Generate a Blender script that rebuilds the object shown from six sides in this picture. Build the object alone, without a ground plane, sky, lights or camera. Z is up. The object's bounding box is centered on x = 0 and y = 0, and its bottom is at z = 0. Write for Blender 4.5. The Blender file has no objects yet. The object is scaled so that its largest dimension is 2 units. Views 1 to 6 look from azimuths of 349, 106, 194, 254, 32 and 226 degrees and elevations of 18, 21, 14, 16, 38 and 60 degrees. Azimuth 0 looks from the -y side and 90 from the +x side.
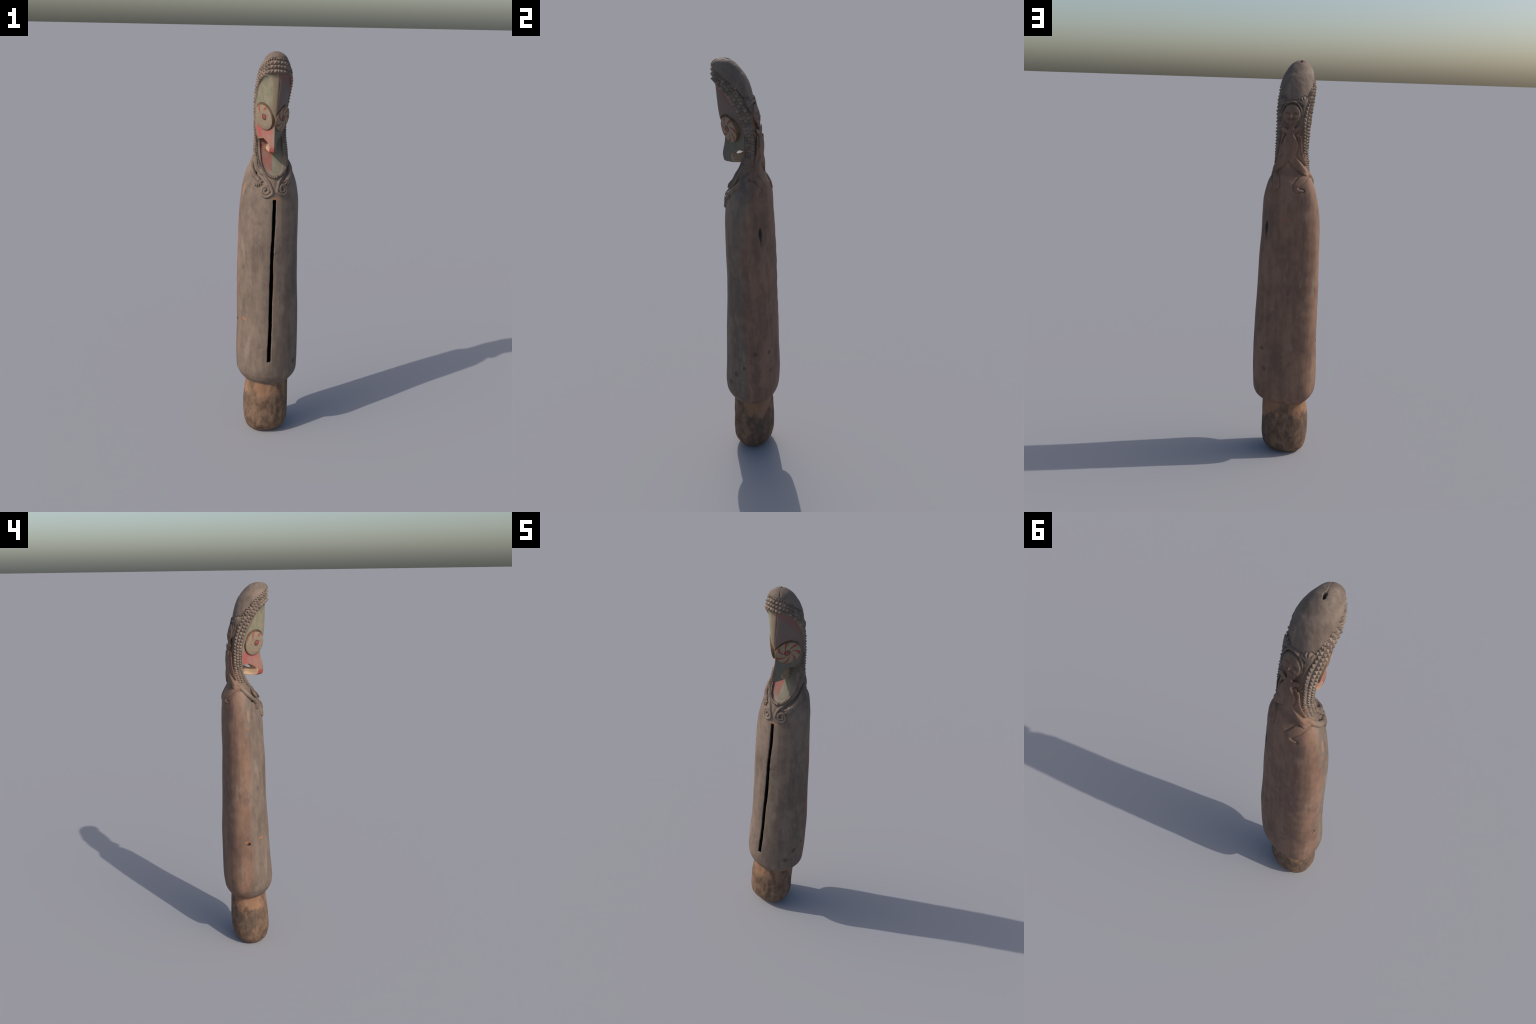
# Carved standing slit drum: a tall wooden log figure with a studded head, disc eyes,
# hollow nose, relief figure on the back of the neck and a long slit in the front.
import math
import numpy as np

F = np.float32

# ------------------------------------------------------------------ helpers
def curve(rows):
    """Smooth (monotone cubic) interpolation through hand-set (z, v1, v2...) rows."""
    A = np.array(rows, float)
    z = A[:, 0]
    V = A[:, 1:]
    h = np.diff(z)
    d = np.diff(V, axis=0) / h[:, None]
    m = np.zeros_like(V)
    m[0], m[-1] = d[0], d[-1]
    for i in range(1, len(z) - 1):
        s = d[i - 1] * d[i] > 0
        w1, w2 = 2 * h[i] + h[i - 1], h[i] + 2 * h[i - 1]
        with np.errstate(divide='ignore', invalid='ignore'):
            hm = (w1 + w2) / (w1 / d[i - 1] + w2 / d[i])
        m[i] = np.where(s, hm, 0)

    def ev(q):
        q = np.asarray(q, float)
        k = np.clip(np.searchsorted(z, q) - 1, 0, len(z) - 2)
        t = np.clip((q - z[k]) / h[k], 0, 1)[..., None]
        hk = h[k][..., None]
        r = ((1 + 2 * t) * (1 - t) ** 2 * V[k] + t * (1 - t) ** 2 * hk * m[k]
             + t * t * (3 - 2 * t) * V[k + 1] + t * t * (t - 1) * hk * m[k + 1])
        return [r[..., i].astype(F) for i in range(V.shape[1])]
    return ev


def smin(a, b, k):
    h = np.maximum(k - np.abs(a - b), 0) / k
    return np.minimum(a, b) - h * h * (k * 0.25)


def smax(a, b, k):
    return -smin(-a, -b, k)


def polyline(pts, n):
    """n points evenly spaced along a Catmull-Rom curve through pts."""
    P = np.array(pts, float)
    Q = np.vstack([2 * P[0] - P[1], P, 2 * P[-1] - P[-2]])
    out = []
    for i in range(len(P) - 1):
        p0, p1, p2, p3 = Q[i:i + 4]
        for t in np.linspace(0, 1, 24, endpoint=False):
            out.append(0.5 * (2 * p1 + (p2 - p0) * t + (2 * p0 - 5 * p1 + 4 * p2 - p3) * t * t
                              + (3 * p1 - p0 - 3 * p2 + p3) * t ** 3))
    out.append(P[-1])
    out = np.array(out)
    L = np.concatenate([[0], np.cumsum(np.linalg.norm(np.diff(out[:, :3], axis=0), axis=1))])
    s = np.linspace(0, L[-1], n)
    return np.stack([np.interp(s, L, out[:, j]) for j in range(out.shape[1])], 1)


# ------------------------------------------------------------------ profiles
# log body: z, centre x, half width, front y, back y
TORSO = curve([
    (.272, .000, .060, -.050, .050), (.286, .000, .104, -.086, .091), (.297, .001, .119, -.097, .104),
    (.314, .0015, .136, -.109, .120), (.333, .0010, .1495, -.1210, .1290), (.36, -.0005, .1590, -.1310, .1335),
    (.40, -.0015, .1612, -.1345, .1375), (.45, -.0018, .1618, -.131, .139), (.5, -.0018, .1618, -.126, .139),
    (.6, -.002, .161, -.119, .139), (.7, -.003, .1595, -.1135, .138), (.8, -.0045, .1576, -.108, .137),
    (.9, -.006, .1554, -.104, .136), (1.0, -.0072, .1523, -.100, .1345), (1.1, -.0077, .1499, -.0975, .1325),
    (1.2, -.0074, .1475, -.094, .132), (1.25, -.0067, .1458, -.0925, .131), (1.3, -.0052, .1414, -.0890, .1295),
    (1.34, -.0047, .1356, -.0850, .1285), (1.37, -.0040, .1292, -.0820, .1270), (1.40, -.0035, .121, -.0690, .1250),
    (1.42, -.0038, .1145, -.0520, .1220), (1.45, -.0045, .1010, -.0220, .1075), (1.47, -.005, .085, .002, .0960),
    (1.485, -.005, .065, .02, .086), (1.50, -.005, .045, .035, .075)])

# slow swells of the trunk in millimetres: z, mean, then cos/sin of 1, 2 and 3 times the angle
SWELL = curve([
    (.29, -1.0, .0, 1.5, .5, -.5, .0, 2.5), (.45, -1.5, .4, 2.4, .9, -.3, -.2, 3.8), (.60, -1.1, 1.2, 1.9, .6, -1.0, -.9, 3.3),
    (.80, -1.6, 1.1, 2.0, .0, -2.0, .4, 3.4), (1.0, -1.3, .8, 1.4, .1, -2.6, 1.5, 2.6), (1.1, -1.4, .5, .7, .3, -3.7, 1.7, 1.9),
    (1.2, -1.7, .4, .3, .4, -5.2, .1, .3), (1.28, -.6, .6, -1.6, .2, -6.3, -.4, -.2), (1.36, .0, 1.2, -.5, -.3, -7.2, .6, 2.5),
    (1.42, .2, .0, .0, .0, -4.0, .0, 1.0), (1.49, 0, 0, 0, 0, 0, 0, 0)])

# tenon under the body: z, centre x, centre y, half width, half depth
TENON = curve([
    (-.006, -.010, -.004, .066, .044), (.000, -.010, -.005, .078, .056), (.006, -.009, -.006, .086, .066), (.02, -.008, -.007, .099, .081),
    (.05, -.006, -.007, .1125, .0965), (.10, -.006, -.0055, .1187, .1025), (.15, -.006, -.0035, .1195, .1015),
    (.20, -.0053, -.002, .119, .099), (.25, -.0035, .000, .1165, .0965), (.29, -.001, .000, .113, .0945),
    (.34, -.001, .000, .112, .093)])

# head and neck hull: z, centre x, half width, (virtual) front y, back y
HULL = curve([
    (1.38, -.006, .070, -.020, .080), (1.45, -.006, .077, -.025, .084), (1.50, -.006, .080, -.035, .0875),
    (1.55, -.006, .0815, -.060, .0895), (1.60, -.006, .0830, -.085, .0900), (1.65, -.007, .0860, -.10, .0880),
    (1.70, -.008, .0895, -.110, .0790), (1.75, -.007, .0920, -.117, .0715), (1.80, -.006, .0920, -.122, .061),
    (1.84, -.006, .0895, -.1240, .0545), (1.88, -.006, .0845, -.1260, .045), (1.92, -.006, .0745, -.129, .0275),
    (1.95, -.0065, .0615, -.1305, .0065), (1.97, -.007, .050, -.1290, -.0115), (1.985, -.008, .0375, -.1210, -.029),
    (1.995, -.009, .022, -.107, -.049), (2.0005, -.009, .006, -.088, -.068), (2.01, -.009, .0005, -.079, -.077)])

# the stud rows are cut into a sunken band: z -> its back edge y, its depth below the dome
SUNK = curve([
    (1.47, .052, .000), (1.50, .058, .0035), (1.545, .074, .0050), (1.60, .081, .0060), (1.65, .082, .0070), (1.70, .079, .0080), (1.74, .070, .0085),
    (1.77, .060, .0085), (1.80, .047, .0085), (1.82, .037, .0085), (1.84, .027, .0085), (1.86, .014, .0085), (1.88, -.004, .0085), (1.895, -.018, .0085), (1.91, -.034, .0085),
    (1.925, -.053, .0085), (1.94, -.073, .0080), (1.955, -.093, .0075), (1.970, -.114, .006), (1.982, -.150, .004), (2.02, -.3, .0)])

# front edge of the studded band and, further down, of the jaw: z -> y
BAND = curve([
    (1.36, -.0760), (1.404, -.0735), (1.412, -.0705), (1.431, -.0610), (1.456, -.0405), (1.500, -.0080), (1.525, .0080),
    (1.552, .0220), (1.591, .0320), (1.645, .0335), (1.698, .0275), (1.730, .0175), (1.761, .0040),
    (1.797, -.0145), (1.832, -.0350), (1.868, -.0600), (1.884, -.0780), (1.896, -.1020), (1.904, -.127), (2.1, -.2)])

# how far the mouth panel is sunk behind the jaw edge: z -> depth
PANEL_DEPTH = curve([(1.40, .022), (1.42, .018), (1.45, .011), (1.48, .007), (1.52, .005), (1.57, .007), (1.65, .012)])

# carved face wedge: z, ridge x, ridge y, half width where it meets the band
FACE = curve([
    (1.50, -.012, -.092, .052), (1.545, -.013, -.1040, .052), (1.563, -.013, -.1065, .054), (1.593, -.012, -.1000, .059),
    (1.62, -.010, -.0925, .066), (1.65, -.009, -.0885, .072), (1.68, -.008, -.093, .075), (1.714, -.008, -.0995, .077),
    (1.75, -.008, -.1065, .078), (1.80, -.007, -.1105, .077), (1.85, -.007, -.1125, .072), (1.89, -.007, -.1125, .066),
    (1.93, -.007, -.105, .055)])

# how full the face planes bulge between ridge and band (1 = flat wedge): z -> exponent
BULGE = curve([(1.50, .95), (1.56, 1.0), (1.60, 1.02), (1.65, 1.00), (1.69, .86), (1.74, .55), (1.80, .52), (1.90, .55)])

CX = -.006                       # the head's own centre plane


# how much the jaw's edge sweeps back towards the cheeks: z -> metres at the panel's side
SWEEP = curve([(1.38, .006), (1.44, .007), (1.50, .006), (1.53, .004), (1.585, .0), (1.7, .0)])


def jaw_edge(x, z):
    turned = -.13 * np.clip(x - CX, -.07, .07) * np.clip((1.60 - z) / .05, 0, 1)      # the jaw is carved a little askew
    return BAND(z)[0] + turned + SWEEP(z)[0] * np.clip(np.abs(x - CX) / .058, 0, 1.25) ** 2


def u_shape(x, z, half, bottom, round_h):
    """Signed distance-like measure of an upright U: straight sides, elliptic bottom."""
    zz = np.minimum(z - (bottom + round_h), 0) * (half / round_h)
    return np.sqrt((x - (CX + .002)) ** 2 + zz ** 2) - half


def ellipse_section(x, y, cx, cy, a, b, n):
    qx = np.abs((x - cx) / a)
    qy = np.abs((y - cy) / b)
    q = (qx ** n + qy ** n) ** (1.0 / n)
    return (q - 1) * np.minimum(a, b)


def hull_power(z):
    return (3.6 - 1.4 * np.clip((z - 1.70) / .14, 0, 1)).astype(F)


def hull_field(x, y, z):
    cx, a, yf, yb = HULL(z)
    d = ellipse_section(x, y, cx, (yf + yb) / 2, a, (yb - yf) / 2, hull_power(z))
    edge, depth = SUNK(z)
    return d + depth * np.clip((edge + .003 - y) / .004, 0, 1)


def face_field(x, y, z):
    cx, yf, af = FACE(z)
    yh = np.maximum(BAND(z)[0], yf + .02)
    t = np.clip((y - yf) / (yh - yf), 0.0005, 1)
    w = af * t ** BULGE(z)[0]
    side = (np.abs(x - cx) - w) * .75
    d = smax(side, (yf - y) * .8, .012)
    d = smax(d, y - (yh + .02), .004)
    d = smax(d, 1.5275 + .12 * np.maximum(y + .045, 0) - z, .012)
    return smax(d, z - 1.91, .004)


def torso_section(x, y, z):
    """Log section: rounder and more pointed towards the chest near the shoulders."""
    cx, a, yf, yb = TORSO(z)
    cy = (yf + yb) / 2
    front = 2.15 - .62 * np.clip((z - 1.20) / .18, 0, 1)
    n = np.where(y < cy, front, 2.15 + .15 * np.clip((z - 1.3) / .1, 0, 1)).astype(F)
    b = (yb - yf) / 2
    d = ellipse_section(x, y, cx, cy, a, b, n)
    # the log is not a true oval: slow swells round the trunk
    t = np.arctan2((y - cy) / (b * b), (x - cx) / (a * a))
    c0, a1, b1, a2, b2, a3, b3 = SWELL(z)
    s = c0 + a1 * np.cos(t) + b1 * np.sin(t) + a2 * np.cos(2 * t) + b2 * np.sin(2 * t) + a3 * np.cos(3 * t) + b3 * np.sin(3 * t)
    trunk = np.clip((z - .28) / .06, 0, 1) * np.clip((1.36 - z) / .1, 0, 1)
    s = s + trunk * (5.5 * np.exp(-((t - 2.36) / .36) ** 2) + 2.5 * np.exp(-((t - .75) / .36) ** 2) - 3.5 * np.exp(-((t + 2.2) / .36) ** 2))
    return d - s * .001


# nostril tunnel bored from side to side under the nose, flaring outwards
def tunnel():

    def f(x, y, z):
        s = np.clip(np.abs(x - CX) / .034, 0, 1.5)          # 0 in the middle, 1 at the nose's sides
        p = y - (-.012 - .013 * s)
        mid = 1.5775 - .0105 * s + .36 * np.minimum(p, .018) - .12 * np.maximum(p - .018, 0)
        q = z - mid
        rz = .0062 + np.where(q < 0, .050 * s ** 1.4, .0105 * s)
        ry = .0170 + .032 * s + np.where(p > 0, .075 * np.clip(s - .1, 0, 2), 0)
        return (np.sqrt((p / ry) ** 2 + (q / rz) ** 2) - 1) * .012
    return f


nostril = tunnel()


def base_field(x, y, z):
    """Log body, tenon, head, face wedge, jaw with sunken mouth panel."""
    torso = torso_section(x, y, z)
    torso = np.maximum(torso, .272 - z)
    torso = smax(torso, z - 1.493, .012)
    cx, cy, a, b = TENON(z)
    tenon = ellipse_section(x, y, cx, cy, a, b, 2.3)
    tenon = np.maximum(np.maximum(tenon, z - .32), -z)
    band = jaw_edge(x, z)
    head = hull_field(x, y, z)
    head = smax(head, (band - y) * .85, .004)
    head = np.maximum(np.maximum(head, 1.40 - z), z - 1.9995)
    jaw = smax(u_shape(x, z, .0735, 1.3990, .085), (band - y) * .75, .016)
    jaw = smin(jaw, smax(u_shape(x, z, .0570, 1.4095, .078), (band - .0015 - y) * .75, .002), .003)
    jaw = smax(jaw, y - .07, .01)
    jaw = np.maximum(jaw, z - 1.56)
    head = smin(head, jaw, .012)
    depth = PANEL_DEPTH(z)[0]
    panel = np.maximum(u_shape(x, z, .0535, 1.4135, .072), y - (band + depth))
    panel = np.maximum(panel, z - 1.63)
    head = smax(head, -panel, .002)
    d = smin(torso, head, .010)
    d = np.minimum(d, tenon)
    face = face_field(x, y, z)
    if float(np.max(z)) > 1.50 and float(np.min(z)) < 1.66:
        face = smax(face, -nostril(x, y, z), .004)
    return smin(d, face, .006)

# ------------------------------------------------------------------ carved additions
def snap(P, out=0.0, field=None, it=8):
    """Move points onto the base surface (plus an offset along the normal)."""
    f = field or base_field
    P = np.array(P, float).reshape(-1, 3).copy()

    def val(Q):
        return f(Q[:, 0].astype(F), Q[:, 1].astype(F), Q[:, 2].astype(F)).astype(float)
    for _ in range(it):
        N = gradient(P, f)
        v = val(P)
        P -= np.clip(v, -.01, .01)[:, None] * N * .8
    N = gradient(P, f)
    return P + np.asarray(out, float).reshape(-1, 1) * N, N


def gradient(P, f, h=.0025):
    G = np.zeros_like(P)
    for i in range(3):
        A, B = P.copy(), P.copy()
        A[:, i] += h
        B[:, i] -= h
        G[:, i] = (f(A[:, 0].astype(F), A[:, 1].astype(F), A[:, 2].astype(F))
                   - f(B[:, 0].astype(F), B[:, 1].astype(F), B[:, 2].astype(F)))
    return G / (np.linalg.norm(G, axis=1, keepdims=True) + 1e-9)


def chain_sdf(P, R):
    """Distance to a chain of tapered capsules."""
    P = np.array(P, float)
    R = np.broadcast_to(np.array(R, float), (len(P),))

    def f(x, y, z):
        best = None
        for i in range(len(P) - 1):
            a, b = P[i], P[i + 1]
            d = b - a
            L2 = float(d @ d) + 1e-12
            t = np.clip(((x - a[0]) * d[0] + (y - a[1]) * d[1] + (z - a[2]) * d[2]) / L2, 0, 1)
            q = np.sqrt((x - a[0] - t * d[0]) ** 2 + (y - a[1] - t * d[1]) ** 2 + (z - a[2] - t * d[2]) ** 2)
            q = q - (R[i] + t * (R[i + 1] - R[i]))
            best = q if best is None else np.minimum(best, q)
        return best
    m = R.max() + .012
    return f, (P.min(0) - m, P.max(0) + m)


def flat_chain(pts):
    """2D tapered chain in the x-z plane, pts rows (x, z, r)."""
    P = np.array(pts, float)

    def f(x, z):
        best = None
        for i in range(len(P) - 1):
            a, b = P[i], P[i + 1]
            d = b[:2] - a[:2]
            t = np.clip(((x - a[0]) * d[0] + (z - a[1]) * d[1]) / (d @ d + 1e-12), 0, 1)
            q = np.sqrt((x - a[0] - t * d[0]) ** 2 + (z - a[1] - t * d[1]) ** 2) - (a[2] + t * (b[2] - a[2]))
            best = q if best is None else np.minimum(best, q)
        return best
    return f


def flat_oval(cx, cz, rx, rz):
    return lambda x, z: (np.sqrt(((x - cx) / rx) ** 2 + ((z - cz) / rz) ** 2) - 1) * min(rx, rz)


# the small figure in low relief on the back of the neck: name -> list of (outline, height)
FIGURE = {
    'figure_torso': [(flat_chain([(-.008, 1.690, .012), (-.007, 1.676, .016), (-.006, 1.650, .021), (-.006, 1.628, .033), (-.006, 1.606, .042),
                                  (-.003, 1.585, .036), (0, 1.565, .028), (.002, 1.553, .022)]), .0085)],
    'figure_head': [(flat_oval(-.005, 1.7505, .0435, .0475), .012),
                    (flat_chain([(-.010, 1.705, .026), (-.012, 1.690, .012), (-.010, 1.674, .014)]), .009)],
    'figure_hair': [(flat_chain([(-.052, 1.745, .004), (-.046, 1.781, .005), (-.030, 1.802, .0055), (-.004, 1.809, .006),
                                 (.022, 1.802, .0055), (.037, 1.781, .005), (.043, 1.745, .004)]), .0095),
                    (flat_chain([(-.028, 1.806, .004), (-.012, 1.809, .004)]), .013)],
    'figure_arm': [(flat_chain([(.055, 1.795, .013), (.059, 1.748, .010), (.061, 1.700, .010), (.034, 1.684, .011), (.006, 1.670, .012)]), .0070)],
    'figure_arm.001': [(flat_chain([(-.066, 1.797, .013), (-.066, 1.746, .011), (-.062, 1.704, .011), (-.044, 1.688, .011), (-.020, 1.671, .012)]), .0070)],
    'figure_hand': [(flat_chain([(.056, 1.795, .012), t]), .0085) for t in
                    [(.064, 1.821, .004), (.0535, 1.826, .0045), (.041, 1.824, .0045), (.030, 1.818, .0045), (.020, 1.808, .004)]],
    'figure_hand.001': [(flat_chain([(-.065, 1.797, .012), t]), .0085) for t in
                        [(-.033, 1.812, .0045), (-.046, 1.823, .0045), (-.0575, 1.827, .0045), (-.0685, 1.823, .0045), (-.078, 1.813, .004)]],
    'figure_leg': [(flat_chain([(.010, 1.556, .018), (.034, 1.530, .022), (.062, 1.499, .017), (.078, 1.484, .010)]), .0085),
                   (flat_chain([(.072, 1.482, .010), (.056, 1.450, .0175), (.047, 1.418, .014)]), .0045)],
    'figure_leg.001': [(flat_chain([(-.016, 1.552, .020), (-.043, 1.520, .021), (-.072, 1.492, .016), (-.092, 1.473, .009)]), .0085),
                       (flat_chain([(-.089, 1.468, .010), (-.069, 1.449, .0175), (-.050, 1.424, .0145)]), .0050)],
    'figure_foot': [(flat_chain([(.047, 1.412, .012), (.058, 1.400, .009), (.075, 1.393, .005)]), .0045)],
    'figure_foot.001': [(flat_chain([(-.049, 1.410, .012), (-.060, 1.400, .009), (-.080, 1.399, .005)]), .0045)],
}


def figure_height(x, z):
    """Raised height of the relief figure over the neck, with a cut line round it."""
    h = np.zeros(np.broadcast(x, z).shape, F)
    near = np.full(h.shape, 1.0, F)
    for parts in FIGURE.values():
        for f, top in parts:
            d = f(x, z)
            near = np.minimum(near, d)
            e = np.clip(-d / .0048, 0, 1)
            v = .78 * top * (e * e * (3 - 2 * e)) * (.80 + .20 * np.clip(-d / .015, 0, 1))
            h = np.maximum(h, v)
    moat = .0032 * np.exp(-(np.clip(near - .002, 0, 1) / .0040) ** 2) * (near > -.001)
    h = np.where(near > 0, h - moat, h)
    # the little face: brow, eyes, nose, mouth
    fx, fz = x + .005, z - 1.7505

    def blob(cx, cz, rx, rz):
        return np.exp(-((fx - cx) / rx) ** 2 - ((fz - cz) / rz) ** 2)
    face = (.0030 * blob(.000, -.006, .0050, .012) + .0028 * blob(.000, -.013, .0085, .0055)
            - .0042 * blob(.018, .004, .010, .0045) - .0042 * blob(-.018, .004, .010, .0045)
            - .0036 * blob(.010, -.021, .008, .005) - .0036 * blob(-.010, -.021, .008, .005)
            + .0022 * blob(.021, -.011, .011, .006) + .0022 * blob(-.021, -.011, .011, .006)
            - .0015 * np.exp(-((np.sqrt((fx / .0435) ** 2 + (fz / .0475) ** 2) - 1.03) / .06) ** 2))
    return h + 1.7 * face * (np.abs(fx) < .055) * (np.abs(fz) < .055)


# the relief stops behind the stud rows: z -> y
RELIEF_EDGE = curve([(1.35, .0), (1.47, .02), (1.50, .054), (1.55, .070), (1.60, .077), (1.65, .077), (1.70, .072), (1.75, .058), (1.80, .037), (1.82, .023), (1.85, .018)])

ops = []          # (kind, sdf, bbox, smoothing, part name)


def add(P, R, name, k=.003, kind='add'):
    f, bb = chain_sdf(P, R)
    ops.append((kind, f, bb, k, name))


# --- tails of the beard band that run down and curl into spirals on the chest
def tail(side):
    if side < 0:
        top = [(-.083, .024, 1.530), (-.081, .010, 1.505), (-.077, -.003, 1.477), (-.069, -.022, 1.443), (-.060, -.045, 1.418),
               (-.045, -.065, 1.399), (-.028, -.078, 1.380)]
        c, rr = (-.045, 1.344), .0335
    else:
        top = [(.071, .024, 1.530), (.069, .010, 1.505), (.065, -.003, 1.477), (.058, -.022, 1.447), (.050, -.045, 1.420),
               (.035, -.065, 1.402), (.019, -.077, 1.384)]
        c, rr = (.039, 1.351), .0310
    turn = np.linspace(.25, 2 * math.pi * 1.72, 64)
    rad = rr - (rr - .0075) * ((turn - .25) / (turn[-1] - .25)) ** .85
    x = c[0] - side * rad * np.cos(turn)
    z = c[1] - rad * np.sin(turn) + .004 * np.clip(1 - turn, 0, 1)
    coil = np.stack([x, np.full_like(x, -.078), z], 1)
    return np.array(top), coil


TAILS = {}
for side, nm in ((-1, 'beard_spiral'), (1, 'beard_spiral.001')):
    top, coil = tail(side)
    P = polyline(np.vstack([top, coil[::3]]), 110)
    S, N = snap(P, .0015)
    TAILS[side] = (P, S, N)
    R = np.interp(np.arange(len(S)), [0, 18, 34, 95, 109], [.0055, .0058, .0070, .0070, .0060])
    add(S, R, nm, .0025)

# --- thin rim cord outside the mouth panel and the ledge that carries the beads
BEAD_PATH = [(-.082, .037, 1.665), (-.081, .038, 1.640), (-.079, .035, 1.590), (-.077, .024, 1.548), (-.0755, .009, 1.517), (-.0725, -.010, 1.489),
             (-.065, -.031, 1.460), (-.050, -.053, 1.434), (-.030, -.067, 1.4145), (-.005, -.0725, 1.4070)]
half = polyline(BEAD_PATH, 60)
mir = half[::-1][1:].copy()
mir[:, 0] = 2 * (CX + .002) - mir[:, 0]
BEADS = np.vstack([half, mir])
S, N = snap(BEADS[:, :3], -.001)
add(S[14:-14], .0036, 'beard_band', .003)

# --- arms that reach round the shoulders, free of the chest at the forearm
ARMS = {        # x, y, z, radius, lift off the shoulder
    'arm': [(-.080, .056, 1.490, .010, -.002), (-.095, .038, 1.469, .0125, .002), (-.101, .010, 1.438, .0125, .006), (-.097, -.014, 1.419, .0120, .007),
            (-.091, -.030, 1.408, .0110, .005), (-.085, -.040, 1.401, .012, .002)],
    'arm.001': [(.070, .056, 1.490, .010, -.002), (.081, .034, 1.470, .0125, .002), (.086, .008, 1.440, .0125, .006), (.082, -.010, 1.421, .0120, .007),
                (.077, -.024, 1.408, .0110, .005), (.072, -.036, 1.400, .012, .002)]}
FINGERS = {
    'hand': ((-.080, -.048, 1.394), [(-.098, -.045, 1.368), (-.089, -.052, 1.364), (-.079, -.058, 1.368), (-.069, -.063, 1.376), (-.064, -.062, 1.390)]),
    'hand.001': ((.067, -.050, 1.394), [(.049, -.066, 1.385), (.055, -.066, 1.375), (.064, -.062, 1.369), (.073, -.056, 1.370), (.081, -.048, 1.377)])}
HANDS = {}
for nm, rows in ARMS.items():
    Qa = polyline(rows, 14)
    S, _ = snap(Qa[:, :3], Qa[:, 4])
    HANDS['hand' + nm[3:]] = S[-1]
    add(S, Qa[:, 3], nm, .003)
for nm, (palm, tips) in FINGERS.items():
    c, N = snap([palm], .003)
    wrist = HANDS[nm]
    add(np.vstack([wrist, c]), [.0115, .0125], nm, .004)
    for t in tips:
        e, _ = snap([t], .0035)
        m, _ = snap([(np.array(palm) * .4 + np.array(t) * .6)], .006)
        add(np.vstack([c, m, e]), [.0068, .0050, .0044], nm, .0012)

for sx, cx in ((-1, -.0075), (1, -.0035)):
    add([(cx + sx * .066, .004, 1.430), (cx + sx * .076, -.014, 1.410), (cx + sx * .094, -.012, 1.398)], [.005, .0075, .0055], 'arm_gap', .002, 'cut')

# --- eyes: centre of the painted disc face, its outward direction, radius
EYES = [((.0375, -.0495, 1.687), (.765, -.635, -.20), .0620), ((-.0570, -.0420, 1.694), (-.865, -.475, -.21), .0625)]


def axis_frame(n):
    n = np.array(n, float)
    n /= np.linalg.norm(n)
    u = np.cross((0, 0, 1), n)
    u /= np.linalg.norm(u)
    return n, u, np.cross(n, u)


def cylinder_cut(c, n, r, lo, hi):
    n, u, v = axis_frame(n)
    c = np.array(c)

    def f(x, y, z):
        a = (x - c[0]) * n[0] + (y - c[1]) * n[1] + (z - c[2]) * n[2]
        d2 = (x - c[0]) ** 2 + (y - c[1]) ** 2 + (z - c[2]) ** 2
        q = np.sqrt(np.maximum(d2 - a * a, 0)) - r
        return np.maximum(q, np.maximum(lo - a, a - hi))
    return f, (c - r - .05, c + r + .05)


for c, n, r in EYES:
    n_, u_, v_ = axis_frame(n)
    f, bb = cylinder_cut(np.array(c) + v_ * .0045, n, r + .0030, -.008, .05)
    ops.append(('cut', f, bb, .0025, 'eye_socket'))

# --- the long slit: z -> centre x, half width
SLIT = curve([(.43, -.0178, .0095), (.445, -.0175, .0093), (.602, -.0140, .0082), (.689, -.0122, .0078), (.86, -.0100, .0074), (.986, -.0090, .0066),
              (1.11, -.0052, .0072), (1.294, -.0012, .0068), (1.31, -.001, .0068)])


def slit(x, y, z):
    cx, w = SLIT(z)
    cx = cx + .0006 * np.sin(z * 23) + .0003 * np.sin(z * 71)
    w = w + .0020 + .0004 * np.sin(z * 37 + 1) + .0003 * np.sin(z * 113)
    d = np.abs(x - cx) - w
    d = np.maximum(d, y - .02)
    d = np.maximum(d, np.maximum(.441 - z, z - 1.300))
    hollow = torso_section(x, y, z) + .021                     # chamber behind the slit
    return np.minimum(d, np.maximum(hollow, np.maximum(.47 - z, z - 1.27)))


ops.append(('cut', slit, (np.array([-.18, -.2, .40]), np.array([.18, .16, 1.33])), .002, 'slit'))

# --- hole and cracks in the crown, check in the forehead, split in the band
add([(-.012, -.052, 2.02), (-.012, -.050, 1.950)], [.0090, .006], 'crown_hole', .003, 'cut')
add([(-.018, -.044, 2.02), (-.015, -.040, 1.96)], [.0060, .004], 'crown_hole', .003, 'cut')
S, _ = snap([(-.010, -.058, 1.998), (-.005, -.072, 1.997), (.002, -.084, 1.992), (.005, -.095, 1.985), (.010, -.104, 1.977), (.011, -.112, 1.969)], 0)
add(S, [.0034, .0018, .0026, .0014, .0026, .001], 'crack', .001, 'cut')
S, _ = snap([(.004, -.108, 1.888), (.004, -.107, 1.85), (.001, -.108, 1.81), (-.002, -.107, 1.775), (-.003, -.102, 1.745)], 0)
add(S, [.0018, .0020, .0022, .0018, .001], 'crack', .001, 'cut')
S, _ = snap([(.036, -.105, 1.930), (.037, -.100, 1.912), (.037, -.098, 1.897)], .004)
add(S, [.0012, .0020, .0020], 'crack', .001, 'cut')


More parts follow.
